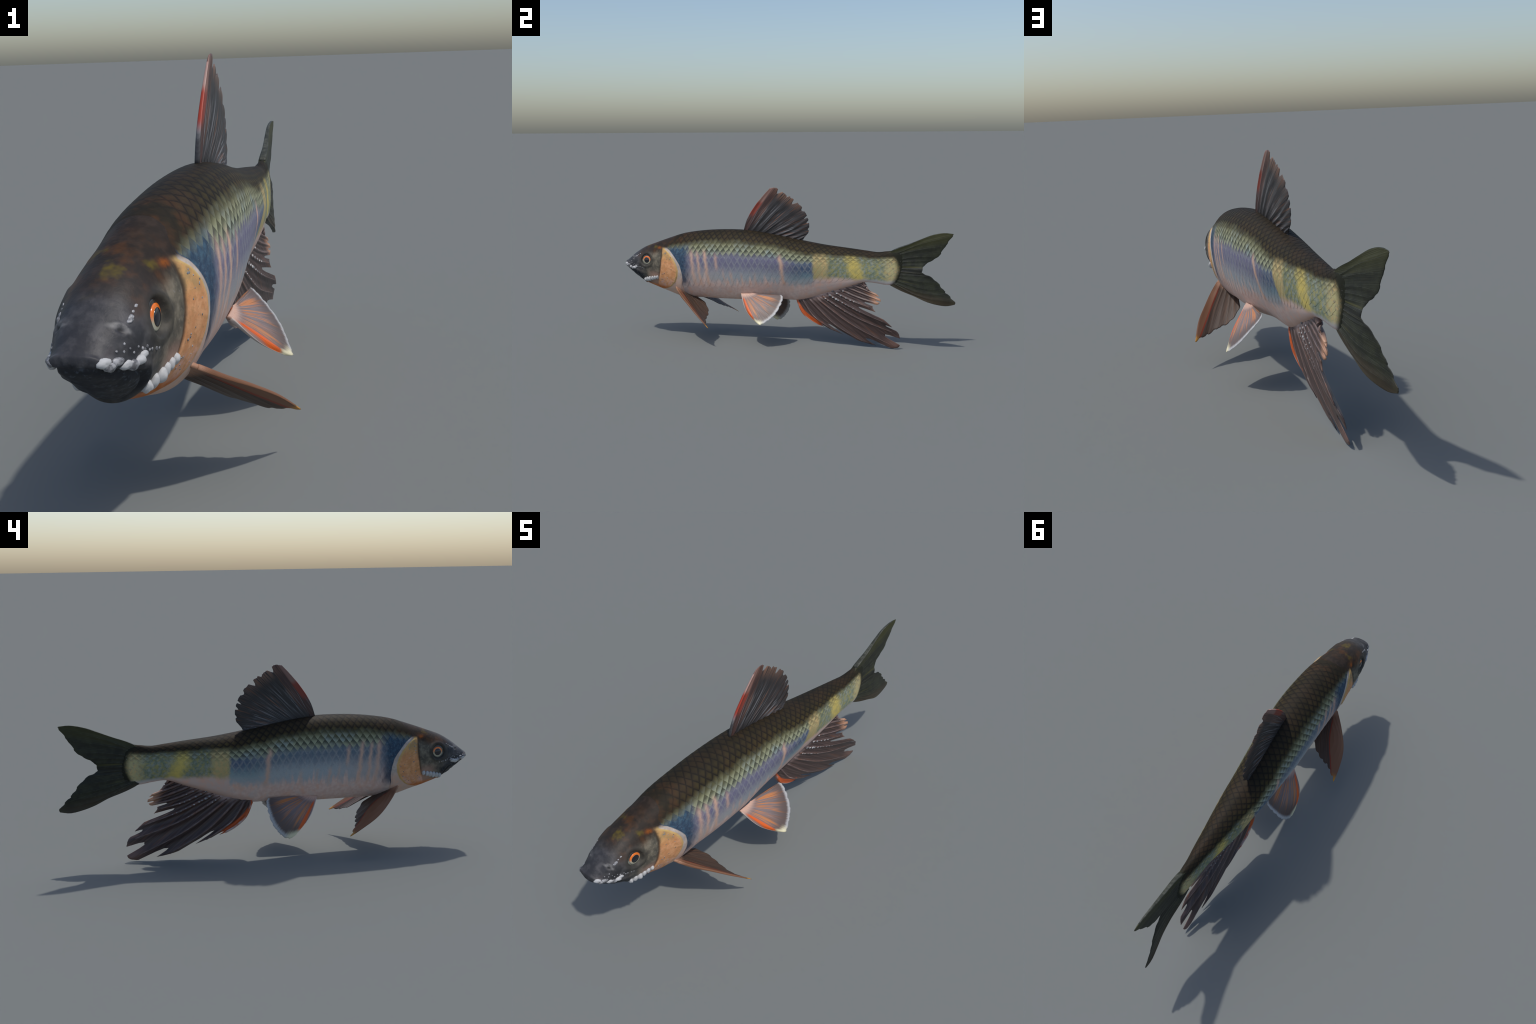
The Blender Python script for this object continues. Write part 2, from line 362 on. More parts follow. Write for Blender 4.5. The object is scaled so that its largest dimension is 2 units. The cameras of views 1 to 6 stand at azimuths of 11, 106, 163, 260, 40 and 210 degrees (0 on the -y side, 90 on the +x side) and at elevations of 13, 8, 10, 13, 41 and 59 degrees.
def head_colour():
    P = objco(); x, y, z = xyz(P)
    zt = sampled(y, -1, .8, ZT, 0, 1); zb = sampled(y, -1, .8, ZB, 0, 1)
    hf = (z - zb) / (zt - zb)
    pre = sampled(z, .25, .60, PREOP, -1, -.5); rimy = sampled(z, .25, .60, RIM, -1, -.5)
    n1 = noise(P, 13, 3); n2 = noise(P, 45, 4); n3 = noise(P, 120, 3); fine = noise(P, 260, 2)
    streak = noise(comb(x * 30.0, (y - z * .7) * 60.0, (z + y * .7) * 14.0), 1, 3)
    grey = noise(P, 28, 4)
    slate = mix((.026, .026, .029), (.100, .096, .097), nstep(.36, .74, n2 * .5 + grey * .5))
    slate = mix(slate, (.085, .060, .062), nstep(.5, .7, n1) * .35)
    cheek = mix((.095, .085, .068), (.20, .175, .130), nstep(.35, .7, n2))
    cheek = mix(cheek, (.055, .055, .045), nstep(.48, .68, grey) * .7)
    cheek = mix(cheek, (.26, .24, .21), nstep(.60, .72, n3) * .4)
    cheek = mix(cheek, (.46, .28, .21), nstep(.46, .28, hf + (n1 - .5) * .1) * nstep(-.84, -.78, y) * .7)
    skin = mix(slate, cheek, nstep(-.90, -.80, y + (n1 - .5) * .08))
    # crown with olive and rust clouds
    crown = mix((.024, .0185, .0145), (.040, .028, .021), nstep(.4, .7, n2))
    crown = mix(crown, (.095, .040, .014), nstep(.46, .70, noise(P, 17, 3)) * band(y, -.90, -.73, .05) * .7)
    crown = mix(crown, (.115, .085, .012), nstep(.54, .72, noise(comb(x + 3.0, y, z), 17, 3)) * band(y, -.90, -.74, .04) * .85)
    crown = mix(crown, mix((.030, .030, .034), (.075, .072, .075), nstep(.4, .7, grey)), nstep(-.87, -.92, y))
    col = mix(skin, crown, nstep(.70, .86, hf + (n1 - .5) * .14))
    spot = gauss(y, -.748, .013) * gauss(z, .549, .008)
    col = mix(col, (.20, .060, .012), (spot * nstep(.3, .6, n2) * 1.2).clamp())
    nq = ((y + .933) * (y + .933) + (z - .480) * (z - .480)).sqrt()
    col = mix(col, (.20, .195, .19), gauss(nq, .009, .005) * nstep(.40, .6, n2) * .8 * nstep(-.006, .004, y + .933 + z - .480))
    col = mix(col, (.014, .014, .014), nstep(.006, .001, nq) * .8)
    # dark round the eye
    d = ((y - EYE_Y) * (y - EYE_Y) + (z - EYE_Z) * (z - EYE_Z)).sqrt()
    col = mix(col, (.028, .027, .024), nstep(.058, .040, d) * .7 * nstep(.2, .55, n1 + .15))
    # jaw
    jawline = nstep(.018, -.004, z - (.433 - (y + 1.0) * .34)) * nstep(-.845, -.875, y - (z - .35) * .25)
    col = mix(col, mix((.010, .012, .017), (.05, .06, .075), nstep(.52, .72, n3)), jawline)
    # gill cover
    cover = mix((.60, .275, .120), (.72, .37, .185), nstep(.35, .7, n2))
    cover = mix(cover, (.50, .31, .11), nstep(.46, .52, z + (n1 - .5) * .05) * .7)
    cover = mix(cover, (.33, .24, .12), nstep(.46, .64, grey) * nstep(.44, .52, z) * .7)
    cover = mix(cover, (.62, .37, .29), nstep(.38, .34, z) * nstep(.35, .65, streak))
    cover = mix(cover, (.46, .24, .10), nstep(.50, .68, noise(comb(x * 30.0, (y - z * .5) * 34.0, (z + y * .5) * 90.0), 1, 3)) * .55)
    cover = mix(cover, (.30, .20, .12), nstep(.62, .70, n3) * .5)
    cover = mix(cover, (.14, .10, .06), nstep(.018, .002, y - pre) * nstep(.40, .46, z) * nstep(.3, .6, grey) * .8)
    cover = mix(cover, (.56, .40, .15), nstep(-.014, -.006, y - rimy) * .6)
    flap = mix((.44, .36, .30), (.54, .47, .42), nstep(.35, .65, n2))
    flap = mix(flap, (.60, .38, .29), nstep(.5, .7, streak) * .5)
    flap = mix(flap, (.34, .33, .32), nstep(.45, .65, grey) * .5)
    flap = mix(flap, mix((.60, .42, .34), (.66, .40, .28), nstep(.4, .65, n2)), nstep(.40, .345, z) * .8)
    over = nstep(-.004, .006, y - pre + (n2 - .5) * .006) * nstep(.556, .538, z + (n1 - .5) * .015)
    side = mix(cover, flap, nstep(-.002, .005, y - rimy))
    col = mix(col, side, over)
    col = mix(col, (.045, .032, .024), gauss(y - pre, .001, .0045) * nstep(.34, .40, z) * nstep(.56, .54, z) * .8)
    flapy = sampled(z, .25, .60, FLAP, -1, -.5)
    steel = mix((.030, .055, .095), (.055, .110, .165), nstep(.35, .75, noise(P, 70, 3)))
    steel = mix(steel, (.060, .062, .085), nstep(.5, .3, hf) * .7)
    col = mix(col, steel, nstep(.000, .005, y - flapy + (n2 - .5) * .004) * nstep(.30, .34, z) * nstep(.565, .545, z))
    # throat: rust band above a pale isthmus
    thr = nstep(.33, .305, z - (y + .72) * -.12) * nstep(-.862, -.848, y) * nstep(.004, -.006, y - rimy)
    col = mix(col, mix((.42, .11, .02), (.55, .20, .06), nstep(.3, .7, n2)), thr)
    isth = nstep(.285, .272, z + (y + .72) * .30 + (n2 - .5) * .01) * nstep(-.80, -.76, y)
    col = mix(col, mix((.60, .46, .40), (.64, .41, .31), nstep(.4, .7, n2)), isth)
    col = mix(col, mix(col, (.02, .018, .016), .5), nstep(.60, .75, fine) * .3)
    return col, n3 * .5 + fine * .2 + n2 * .5, .30

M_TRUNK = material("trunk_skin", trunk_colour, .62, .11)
M_HEAD = material("head_skin", head_colour, .54, lambda: .11 + nstep(-.76, -.90, xyz(objco())[1]) * .24)

# ------------------------------------------------------------------ the fish and its seamless body
fish = link(bpy.data.objects.new("minnow", None))
fish.empty_display_size = .2
fish["label"] = "colourful breeding minnow with orange gill covers and blotched tail"
fish["category"] = "fish"

ys = np.unique(np.concatenate([-1 + .03 * np.linspace(0, 1, 26) ** 1.6, np.linspace(-.97, -.56, 300), np.linspace(-.56, .712, 450)]))
NA = 260
ph = np.arange(NA) * math.tau / NA
YG, PG = np.meshgrid(ys, ph, indexing="ij")
BV = body_point(YG, PG)
NY = len(ys)
verts = np.vstack([BV.reshape(-1, 3), [[XC(-1.0), -1.002, .4375]], [[XC(.712), .713, .472]]])
ring = np.arange(NA); nxt = (ring + 1) % NA
quads = np.concatenate([np.stack([i * NA + ring, (i + 1) * NA + ring, (i + 1) * NA + nxt, i * NA + nxt], 1) for i in range(NY - 1)])
caps = [(NY * NA, int(a), int(b)) for a, b in zip(ring, nxt)] + [(NY * NA + 1, (NY - 1) * NA + int(b), (NY - 1) * NA + int(a)) for a, b in zip(ring, nxt)]

whole = bpy.data.meshes.new("whole_body")
faces = [tuple(map(int, f)) for f in quads] + caps
whole.from_pydata([tuple(map(float, v)) for v in verts], [], faces)
whole.polygons.foreach_set("use_smooth", [True] * len(whole.polygons))
whole.update()
normals = np.empty(len(verts) * 3, np.float32); whole.vertices.foreach_get("normal", normals); normals = normals.reshape(-1, 3)
centre = np.array([verts[list(f)].mean(0) for f in faces])
fy, fz, fx = centre[:, 1], centre[:, 2], centre[:, 0] - XC(centre[:, 1])
in_cover = (fy > PREOP(fz)) & (fy < FLAP(fz)) & (fz > .31) & (fz < .545)
region = np.where(fy > .50, 3, np.where(fy < HEAD_END(fz) + .008, 0, 2))
region = np.where(in_cover, np.where(fx > 0, 1, 4), region)

BODY = {}
for key, name, mat in ((0, "head", M_HEAD), (1, "gill_cover", M_HEAD), (4, "gill_cover", M_HEAD), (2, "torso", M_TRUNK), (3, "tail", M_TRUNK)):
    pick = [faces[i] for i in np.nonzero(region == key)[0]]
    used = np.unique(np.concatenate([np.array(f) for f in pick])); back = -np.ones(len(verts), int); back[used] = np.arange(len(used))
    ob = mesh_object(name, verts[used], [tuple(back[list(f)]) for f in pick], mat, fish)
    ob.data.normals_split_custom_set_from_vertices([tuple(map(float, n)) for n in normals[used]])
    BODY[key] = ob
bpy.data.meshes.remove(whole)
head, torso, tail = BODY[0], BODY[2], BODY[3]

# ------------------------------------------------------------------ scales
def scale_patch(ac, rc, side):
    """One scale in lattice coordinates: closed shield, front edge sunk, hind edge proud."""
    nu, nv = 7, 7
    uu = np.linspace(-.62, .53, nu); top = []
    for u in uu:
        half = 1.04 * (1 - max(0, u + .05) / .60) ** .62 if u > -.05 else 1.04
        half = max(half, .10)
        for v in np.linspace(-half, half, nv):
            top.append((ac + u + .05 * (1 - abs(v)), rc + v, u, abs(v)))
    t = np.array(top)
    y = t[:, 0] * SCALE_LEN; q = np.clip(t[:, 1] / ROWS, -1, 1)
    phi = PHI_OF(np.abs(q)) * np.sign(q) * side
    lift = .0002 + .0008 * sstep(-.55, .5, t[:, 2])
    P = body_point(y, phi, lift); B = body_point(y, phi, lift - .0022)
    v = np.vstack([P, B]); n = len(P); f = []
    for i in range(nu - 1):
        for j in range(nv - 1):
            a, b, c, d = i * nv + j, i * nv + j + 1, (i + 1) * nv + j + 1, (i + 1) * nv + j
            f.append((a, b, c, d)); f.append((d + n, c + n, b + n, a + n))
    loop = [j for j in range(nv)] + [i * nv + nv - 1 for i in range(1, nu)] + [(nu - 1) * nv + j for j in range(nv - 2, -1, -1)] + [i * nv for i in range(nu - 2, 0, -1)]
    for a, b in zip(loop, loop[1:] + loop[:1]): f.append((b, a, a + n, b + n))
    # consistent outward winding
    c0 = np.cross(v[f[0][1]] - v[f[0][0]], v[f[0][3]] - v[f[0][0]])
    mid = np.array([XC(y.mean()), y.mean(), (ZT(y.mean()) + ZB(y.mean())) / 2])
    if c0 @ (v[f[0][0]] - mid) < 0: f = [tuple(reversed(k)) for k in f]
    e = 2e-3
    ty = body_point(y + e, phi, relief=False) - body_point(y - e, phi, relief=False)
    tp = body_point(y, phi + e, relief=False) - body_point(y, phi - e, relief=False)
    nr = np.cross(tp, ty); nr /= np.linalg.norm(nr, axis=1, keepdims=True)
    nr *= np.sign(((P - mid) * nr).sum(1))[:, None]
    return v, f, np.vstack([nr, nr])

plates = []
for side in (1, -1):
    for j in range(0, 14):
        for i in range(-21, 20):
            ac = i + (j % 2) * .5
            y = ac * SCALE_LEN
            if j == 0 and side < 0: continue
            phi = float(PHI_OF(j / ROWS)) * side
            z = float(body_point(y, phi, relief=False)[2]) if -.99 < y < .74 else 0
            if y > .645 or y < float(HEAD_END(z)) + .026: continue
            if j == 0 and -.26 < y < .13: continue
            if y > .07 and z < float(ZB(y)) + .05: continue
            plates.append((abs(j - 5) + .6 * abs(y + .2) / SCALE_LEN / 4, ac, j, side))
plates.sort()
sv, sf, sn, off = [], [], [], 0
for k, (_, ac, j, side) in enumerate(plates):
    v, f, nr = scale_patch(ac, j, side)
    if k < 300:
        ob = mesh_object("scale", v, f, M_TRUNK, torso if ac * SCALE_LEN < .5 else tail)
        ob.data.normals_split_custom_set_from_vertices([tuple(map(float, q)) for q in nr])
    else:
        sn.append(nr); sv.append(v); sf += [tuple(q + off for q in g) for g in f]; off += len(v)
rest = mesh_object("scale_cover", np.vstack(sv), sf, M_TRUNK, torso)
rest["kind"] = "stuff"
rest.data.normals_split_custom_set_from_vertices([tuple(map(float, q)) for q in np.vstack(sn)])

# ------------------------------------------------------------------ fins
def ray_line(pts, count):
    pts = np.asarray(pts, float)
    d = np.concatenate([[0], np.cumsum(np.linalg.norm(np.diff(pts, axis=0), axis=1))]); d /= d[-1]
    t = np.linspace(0, 1, count)
    if len(pts) == 2: return pts[0] + t[:, None] * (pts[1] - pts[0])
    return np.stack([herm(t, d, pts[:, k]) for k in range(3)], 1)

def build_fin(name, rays, mat, ray_mat, notch=.05, notches=None, half=(.006, .002), ridge=.002, sub=10, along=46,
              wave=0.0, ray_radius=.0022, proud=.0009, ray_share=.93, sharp=(.18, .46), crest=1.5, taper=.7, fray=.008, lead_mat=None):
    """Fan a two-sided skin over the rays; the hem is nicked between the rays, each ray swells the skin."""
    K = len(rays); fine = 60
    L = np.stack([ray_line(r, fine) for r in rays])                 # K x fine x 3
    S = np.linspace(0, K - 1, (K - 1) * sub + 1)
    R = np.stack([np.stack([herm(S, np.arange(K), L[:, a, c]) if K > 2 else np.interp(S, np.arange(K), L[:, a, c]) for c in range(3)], 1) for a in range(fine)], 1)
    f = S - np.floor(S); k = np.minimum(np.floor(S).astype(int), K - 2)
    nn = np.array([(notches[i] if notches else notch) for i in range(K - 1)])[k]
    bay = sstep(sharp[0], sharp[1], f) * sstep(sharp[0], sharp[1], 1 - f)
    T = 1 - nn * bay - .010 * np.abs(vnoise(np.stack([S * 2.3, 0 * S, 0 * S], 1), 1, len(name))) - fray * np.abs(vnoise(np.stack([S * 7.3, 0 * S, 0 * S], 1), 1, len(name) + 3))
    tt = np.linspace(0, 1, along)
    G = np.empty((len(S), along, 3))
    for i in range(len(S)):
        for c in range(3):
            G[i, :, c] = np.interp(tt * T[i], np.linspace(0, 1, fine), R[i, :, c])
    du = np.gradient(G, axis=0); dv = np.gradient(G, axis=1)
    n = np.cross(du, dv); n /= np.maximum(np.linalg.norm(n, axis=-1, keepdims=True), 1e-9)
    rr = np.cos(f * math.tau) * .5 + .5                               # 1 on a ray
    fade = sstep(0, .12, tt)[None] * (1 - .55 * sstep(.6, 1, tt))[None]
    th = half[0] + (half[1] - half[0]) * tt[None] ** .7 + ridge * (rr[:, None] ** crest) * fade
    hem = np.sqrt(np.clip((1 - tt) / .05, .12, 1))[None]
    th = th * hem
    off = wave * (np.cos(f * math.tau)[:, None]) * fade
    A = G + n * (off + th)[..., None]; B = G + n * (off - th)[..., None]
    ns = len(S); idx = np.arange(ns * along).reshape(ns, along); m = ns * along
    fs = []
    for i in range(ns - 1):
        for j in range(along - 1):
            a, b, c, d = idx[i, j], idx[i + 1, j], idx[i + 1, j + 1], idx[i, j + 1]
            fs.append((a, b, c, d)); fs.append((d + m, c + m, b + m, a + m))
    loop = list(idx[:, 0]) + list(idx[-1, 1:]) + list(idx[-2::-1, -1]) + list(idx[0, -2:0:-1])
    for a, b in zip(loop, loop[1:] + loop[:1]): fs.append((b, a, a + m, b + m))
    fin = mesh_object(name, np.vstack([A.reshape(-1, 3), B.reshape(-1, 3)]), fs, mat, fish)
    # rays: slim tapered rods bedded in the skin
    for kk in range(K):
        line = L[kk][3:int(fine * ray_share)][::3]
        nl = n[kk * sub][np.clip((np.linspace(.05, ray_share, len(line)) * (along - 1)).astype(int), 0, along - 1)]
        offk = off[kk * sub][np.clip((np.linspace(.05, ray_share, len(line)) * (along - 1)).astype(int), 0, along - 1)]
        tk = th[kk * sub][np.clip((np.linspace(.05, ray_share, len(line)) * (along - 1)).astype(int), 0, along - 1)]
        tang = np.gradient(line, axis=0); tang /= np.linalg.norm(tang, axis=1, keepdims=True)
        bi = np.cross(tang, nl); bi /= np.linalg.norm(bi, axis=1, keepdims=True)
        rv, rf, M = [], [], 10
        for a in range(len(line)):
            u = a / (len(line) - 1); rad = ray_radius * (1 - taper * u); hgt = tk[a] + proud * (1 - .7 * u)
            for b in range(M):
                g = b * math.tau / M
                rv.append(line[a] + nl[a] * offk[a] + bi[a] * rad * math.cos(g) + nl[a] * hgt * math.sin(g))
        for a in range(len(line) - 1):
            for b in range(M):
                rf.append((a * M + b, a * M + (b + 1) % M, (a + 1) * M + (b + 1) % M, (a + 1) * M + b))
        rf.append(tuple(range(M - 1, -1, -1))); rf.append(tuple((len(line) - 1) * M + b for b in range(M)))
        mesh_object("fin_ray", rv, rf, lead_mat if (kk == 0 and lead_mat) else ray_mat, fin)
    return fin, L, off, th, n

def bilinear(px, py, A, B, D, C):
    """Inverse bilinear map in nodes: s runs A->B (across the rays), t runs A->D (root to hem)."""
    e = (B[0] - A[0], B[1] - A[1]); f = (D[0] - A[0], D[1] - A[1]); g = (A[0] - B[0] + C[0] - D[0], A[1] - B[1] + C[1] - D[1])
    cr = lambda a, b: a[0] * b[1] - a[1] * b[0]
    k2 = cr(g, f)
    def solve(h0, h1, sq, sign):
        k1 = cr(e, f) + (h0 * g[1] - h1 * g[0]); k0 = h0 * e[1] - h1 * e[0]
        disc = k1 * k1 - 4 * k0 * k2
        t = (-2 * k0) / (k1 + sign * sq(disc)) if abs(k2) > 1e-9 else -k0 / k1
        return t
    # pick the root that is right in the middle of the patch
    mx = (A[0] + B[0] + C[0] + D[0]) / 4 - A[0]; my = (A[1] + B[1] + C[1] + D[1]) / 4 - A[1]
    sign = min((1, -1), key=lambda s_: abs(solve(mx, my, lambda v: math.sqrt(max(v, 0)), s_) - .5))
    hx, hy = px - A[0], py - A[1]
    k1 = (hx * g[1] - hy * g[0]) + cr(e, f); k0 = hx * e[1] - hy * e[0]
    disc = nmax(k1 * k1 - k0 * (4 * k2), 0.0).sqrt()
    t = (k0 * -2.0) / (k1 + disc * float(sign))
    use = 0 if abs(e[0] + .5 * g[0]) > abs(e[1] + .5 * g[1]) else 1
    s = ((hx, hy)[use] - t * f[use]) / (t * g[use] + e[use])
    return s, t

def bilinear_at(p, A, B, D, C):
    """The same map in numbers, by Newton steps."""
    A, B, C, D, p = (np.array(q, float) for q in (A, B, C, D, p)); s, t = .5, .7
    for _ in range(40):
        F = A + s * (B - A) + t * (D - A) + s * t * (A - B + C - D) - p
        J = np.stack([(B - A) + t * (A - B + C - D), (D - A) + s * (A - B + C - D)], 1)
        s, t = np.array([s, t]) - np.linalg.solve(J, F)
    return float(s), float(t)
def hem_share(s, t, tips, quad):
    """t divided by the t of the hem at this s, so that 1 is the hem all the way round."""
    pts = sorted(bilinear_at(p, *quad) for p in tips)
    ss, ts = [a for a, b in pts], [b for a, b in pts]
    return t / nmax(sampled(s, -.2, 1.2, lambda v: np.interp(v, ss, ts), 0, 2.5, 36), .05)

def streaks(s, t, freq, along=2.0, seed=0.0):
    return noise(comb(s * freq, t * along, seed), 1, 3)

# ---- dorsal fin
def dorsal_colour():
    x, y, z = xyz(objco())
    s, t = bilinear(y, z, *DORSAL_QUAD); t = hem_share(s, t, DORSAL_TIPS, DORSAL_QUAD)
    a = streaks(s, t, 42, 1.6); b = streaks(s, t, 26, 1.2, 5.0); c = streaks(s, t, 90, 2.5, 9.0)
    col = mix((.020, .019, .020), (.048, .042, .042), nstep(.35, .7, c))
    col = mix(col, (.19, .19, .20), nstep(.50, .66, a) * band(t, .15, .66, .15) * .85)
    col = mix(col, (.16, .065, .030), nstep(.54, .68, b) * nstep(.05, .3, t) * .75)
    col = mix(col, (.21, .115, .075), nstep(.76, .97, t) * nstep(.75, .2, s) * nstep(.35, .6, c) * .85)
    lead = nstep(.040, .012, s)
    red = mix((.34, .040, .018), (.36, .21, .17), nstep(.60, .70, t))
    col = mix(col, red, lead * nstep(.28, .42, t))
    col = mix(col, (.10, .04, .03), nstep(.16, .08, s) * .5)
    return col, c, .25
DORSAL_QUAD = ((-.245, .660), (.0, .625), (-.060, .925), (.180, .625))
DORSAL_TIPS = [(-.069, .917), (-.036, .919), (.016, .884), (.056, .861), (.106, .818), (.142, .766), (.152, .738), (.161, .703), (.156, .658)]
M_DORSAL = material("dorsal_fin_skin", dorsal_colour, .45, .4)
def dorsal_ray_colour():
    x, y, z = xyz(objco())
    s, t = bilinear(y, z, *DORSAL_QUAD); t = hem_share(s, t, DORSAL_TIPS, DORSAL_QUAD)
    b = streaks(s, t, 60, 2.0, 3.0)
    col = mix((.035, .033, .034), (.20, .20, .205), band(t, .16, .60, .16) * nstep(.3, .7, b))
    col = mix(col, (.14, .07, .045), nstep(.7, .95, t) * .7)
    red = mix((.34, .040, .018), (.40, .25, .21), nstep(.60, .70, t))
    col = mix(col, red, nstep(.035, .015, s) * nstep(.25, .4, t))
    return col
M_DRAY = material("dorsal_ray", dorsal_ray_colour, .45, .4)

def on_back(y, depth=.012): return (float(np.interp(y, [-.24, .12], [-.007, -.024])), y, float(ZT(y)) - depth)
def lean(y, z): return float(np.interp(y, [-.24, -.05, .06, .16], [-.007, -.006, -.015, -.022]))
dors = [([on_back(-.238, .022)], [(lean(-.213, .724), -.213, .724), (lean(-.158, .814), -.158, .814), (lean(-.108, .875), -.108, .875)], (lean(-.069, .917), -.069, .917)),
        ([on_back(-.215)], [(lean(-.145, .780), -.145, .780)], (lean(-.036, .919), -.036, .919)),
        ([on_back(-.185)], [(lean(-.105, .765), -.105, .765)], (lean(.016, .884), .016, .884)),
        ([on_back(-.155)], [(lean(-.065, .747), -.065, .747)], (lean(.056, .861), .056, .861)),
        ([on_back(-.122)], [(lean(-.02, .722), -.02, .722)], (lean(.106, .818), .106, .818)),
        ([on_back(-.088)], [(lean(.03, .695), .03, .695)], (lean(.142, .766), .142, .766)),
        ([on_back(-.050)], [(lean(.055, .673), .055, .673)], (lean(.152, .738), .152, .738)),
        ([on_back(-.010)], [(lean(.075, .655), .075, .655)], (lean(.161, .703), .161, .703)),
        ([on_back(.035)], [(lean(.095, .634), .095, .634)], (lean(.156, .658), .156, .658)),
        ([on_back(.075)], [(lean(.105, .620), .105, .620)], (lean(.138, .636), .138, .636)),
        ([on_back(.114)], [], (lean(.123, .618), .123, .618))]
build_fin("dorsal_fin", [b + m + [t] for b, m, t in dors], M_DORSAL, M_DRAY, notches=[.02, .085, .04, .10, .05, .09, .07, .06, .03, .02], sharp=(.26, .5), fray=.016, half=(.0055, .0016), ridge=.0014, ray_radius=.0030, wave=.001)

# ---- tail fin
def caudal_colour():
    x, y, z = xyz(objco())
    s, t = bilinear(y, z, (.60, .565), (.60, .375), (1.0, .690), (1.0, .245))
    a = streaks(s, t, 55, 1.2); c = streaks(s, t, 110, 2.0, 4.0); n = noise(objco(), 30, 3)
    col = mix((.013, .0145, .009), (.027, .030, .016), nstep(.35, .7, n))
    col = mix(col, (.065, .068, .050), nstep(.58, .74, a) * .7)
    col = mix(col, (.085, .080, .020), nstep(.56, .72, streaks(s, t, 22, 1.5, 8.0)) * nstep(.75, .35, t) * .6)
    col = mix(col, (.060, .060, .014), nstep(.2, .02, s) * .5)
    col = mix(col, (.060, .040, .022), nstep(.85, 1.0, s) * .6)
    col = mix(col, (.009, .009, .008), band(s, .50, .62, .05) * .7)
    col = mix(col, (.065, .055, .030), nstep(.9, 1.0, t) * .4)
    return col, c, .3
M_CAUDAL = material("tail_fin_skin", caudal_colour, .5, .35)
M_CRAY = material("tail_ray", lambda: mix((.030, .032, .022), (.075, .078, .060), nstep(.4, .7, noise(objco(), 60, 2))), .5, .35)
def cx(y, z):
    """Sideways sweep of the tail blade: upper lobe bends early, lower lobe only at its end."""
    up = -.016 * float(sstep(.66, .90, y)) * float(sstep(-.01, .05, z - .463))
    low = .002 * float(sstep(.66, .76, y)) - .030 * float(sstep(.80, 1.0, y))
    return -.012 + (up if z > .463 else low) + (.0 if z > .463 else 0)
caud = [[(.622, .556), (.655, .5745), (.690, .5895), (.724, .602), (.794, .632), (.871, .663), (.93, .674), (.981, .671)],
        [(.64, .543), (.80, .610), (.980, .661)],
        [(.64, .535), (.80, .580), (.945, .605)],
        [(.645, .515), (.80, .540), (.905, .545)],
        [(.65, .50), (.77, .512), (.866, .516)],
        [(.65, .485), (.75, .489), (.831, .494)],
        [(.65, .470), (.73, .466), (.815, .463)],
        [(.65, .455), (.74, .447), (.826, .441)],
        [(.65, .44), (.76, .431), (.861, .428)],
        [(.648, .425), (.78, .402), (.905, .390)],
        [(.645, .41), (.79, .366), (.938, .348)],
        [(.64, .395), (.80, .337), (.967, .321)],
        [(.64, .392), (.80, .315), (.999, .284)],
        [(.622, .379), (.655, .362), (.690, .346), (.772, .315), (.837, .285), (.90, .267), (.95, .261), (.997, .270)]]
build_fin("tail_fin", [[(cx(a, b), a, b) for a, b in r] for r in caud], M_CAUDAL, M_CRAY, notches=[0.0] + [.02] * 11 + [0.0], half=(.0125, .0016), ridge=.0010, ray_radius=.0022, along=56)

# ---- anal fin
def anal_colour():
    x, y, z = xyz(objco())
    s, t = bilinear(y, z, (.085, .262), (.485, .400), (.46, -.06), (.62, .33))
    a = streaks(s, t, 60, 1.5); c = streaks(s, t, 130, 3.0, 4.0); n = noise(objco(), 26, 3)
    col = mix((.046, .028, .025), (.095, .062, .056), nstep(.35, .7, a))
    col = mix(col, (.20, .075, .030), nstep(.54, .72, streaks(s, t, 34, 1.5, 6.0)) * .55)
    col = mix(col, (.030, .021, .020), nstep(.55, .75, c) * .4)
    orange = mix((.58, .10, .015), (.30, .055, .012), nstep(.4, .7, c))
    keel = sampled(y, .08, .24, lambda v: np.interp(v, [.083, .10, .125, .15, .175, .20, .23], [.262, .215, .178, .155, .137, .122, .108]), 0, .5, 20)
    lead = nstep(.030, .021, z - keel) * nstep(.250, .225, y)
    col = mix(col, orange, lead)
    col = mix(col, (.52, .27, .16), nstep(.515, .575, y + (z - .27) * .3) * nstep(.19, .21, z) * .85)
    col = mix(col, (.24, .13, .10), nstep(.58, .68, y) * nstep(.10, .05, z) * .6)
    root = nstep(.16, .03, t + (n - .5) * .08)
    col = mix(col, (.42, .30, .27), root * nstep(.1, .35, s))
    return col, c, .3
M_ANAL = material("anal_fin_skin", anal_colour, .42, .45)
def anal_ray_colour():
    x, y, z = xyz(objco())
    s, t = bilinear(y, z, (.085, .262), (.485, .400), (.46, -.06), (.62, .33))
    col = mix((.115, .076, .068), (.18, .130, .120), nstep(.35, .7, noise(objco(), 40, 3)))
    col = mix(col, (.20, .085, .045), nstep(.48, .7, noise(objco(), 18, 2)) * .5)
    keel = sampled(y, .08, .24, lambda v: np.interp(v, [.083, .10, .125, .15, .175, .20, .23], [.262, .215, .178, .155, .137, .122, .108]), 0, .5, 20)
    col = mix(col, mix((.52, .10, .02), (.50, .38, .34), nstep(.40, .60, noise(objco(), 22, 1) + (.20 - z) * 1.5)), nstep(.022, .012, z - keel) * nstep(.250, .225, y))
    col = mix(col, (.48, .38, .35), nstep(.045, .030, z - keel) * nstep(.030, .036, z - keel) * nstep(.24, .20, y) * .8)
    col = mix(col, (.56, .32, .20), nstep(.525, .575, y + (z - .27) * .3) * nstep(.19, .21, z) * .85)
    col = mix(col, (.26, .15, .125), nstep(.58, .68, y) * nstep(.10, .05, z) * .6)
    return col
M_ARAY = material("anal_ray", anal_ray_colour, .42, .45)
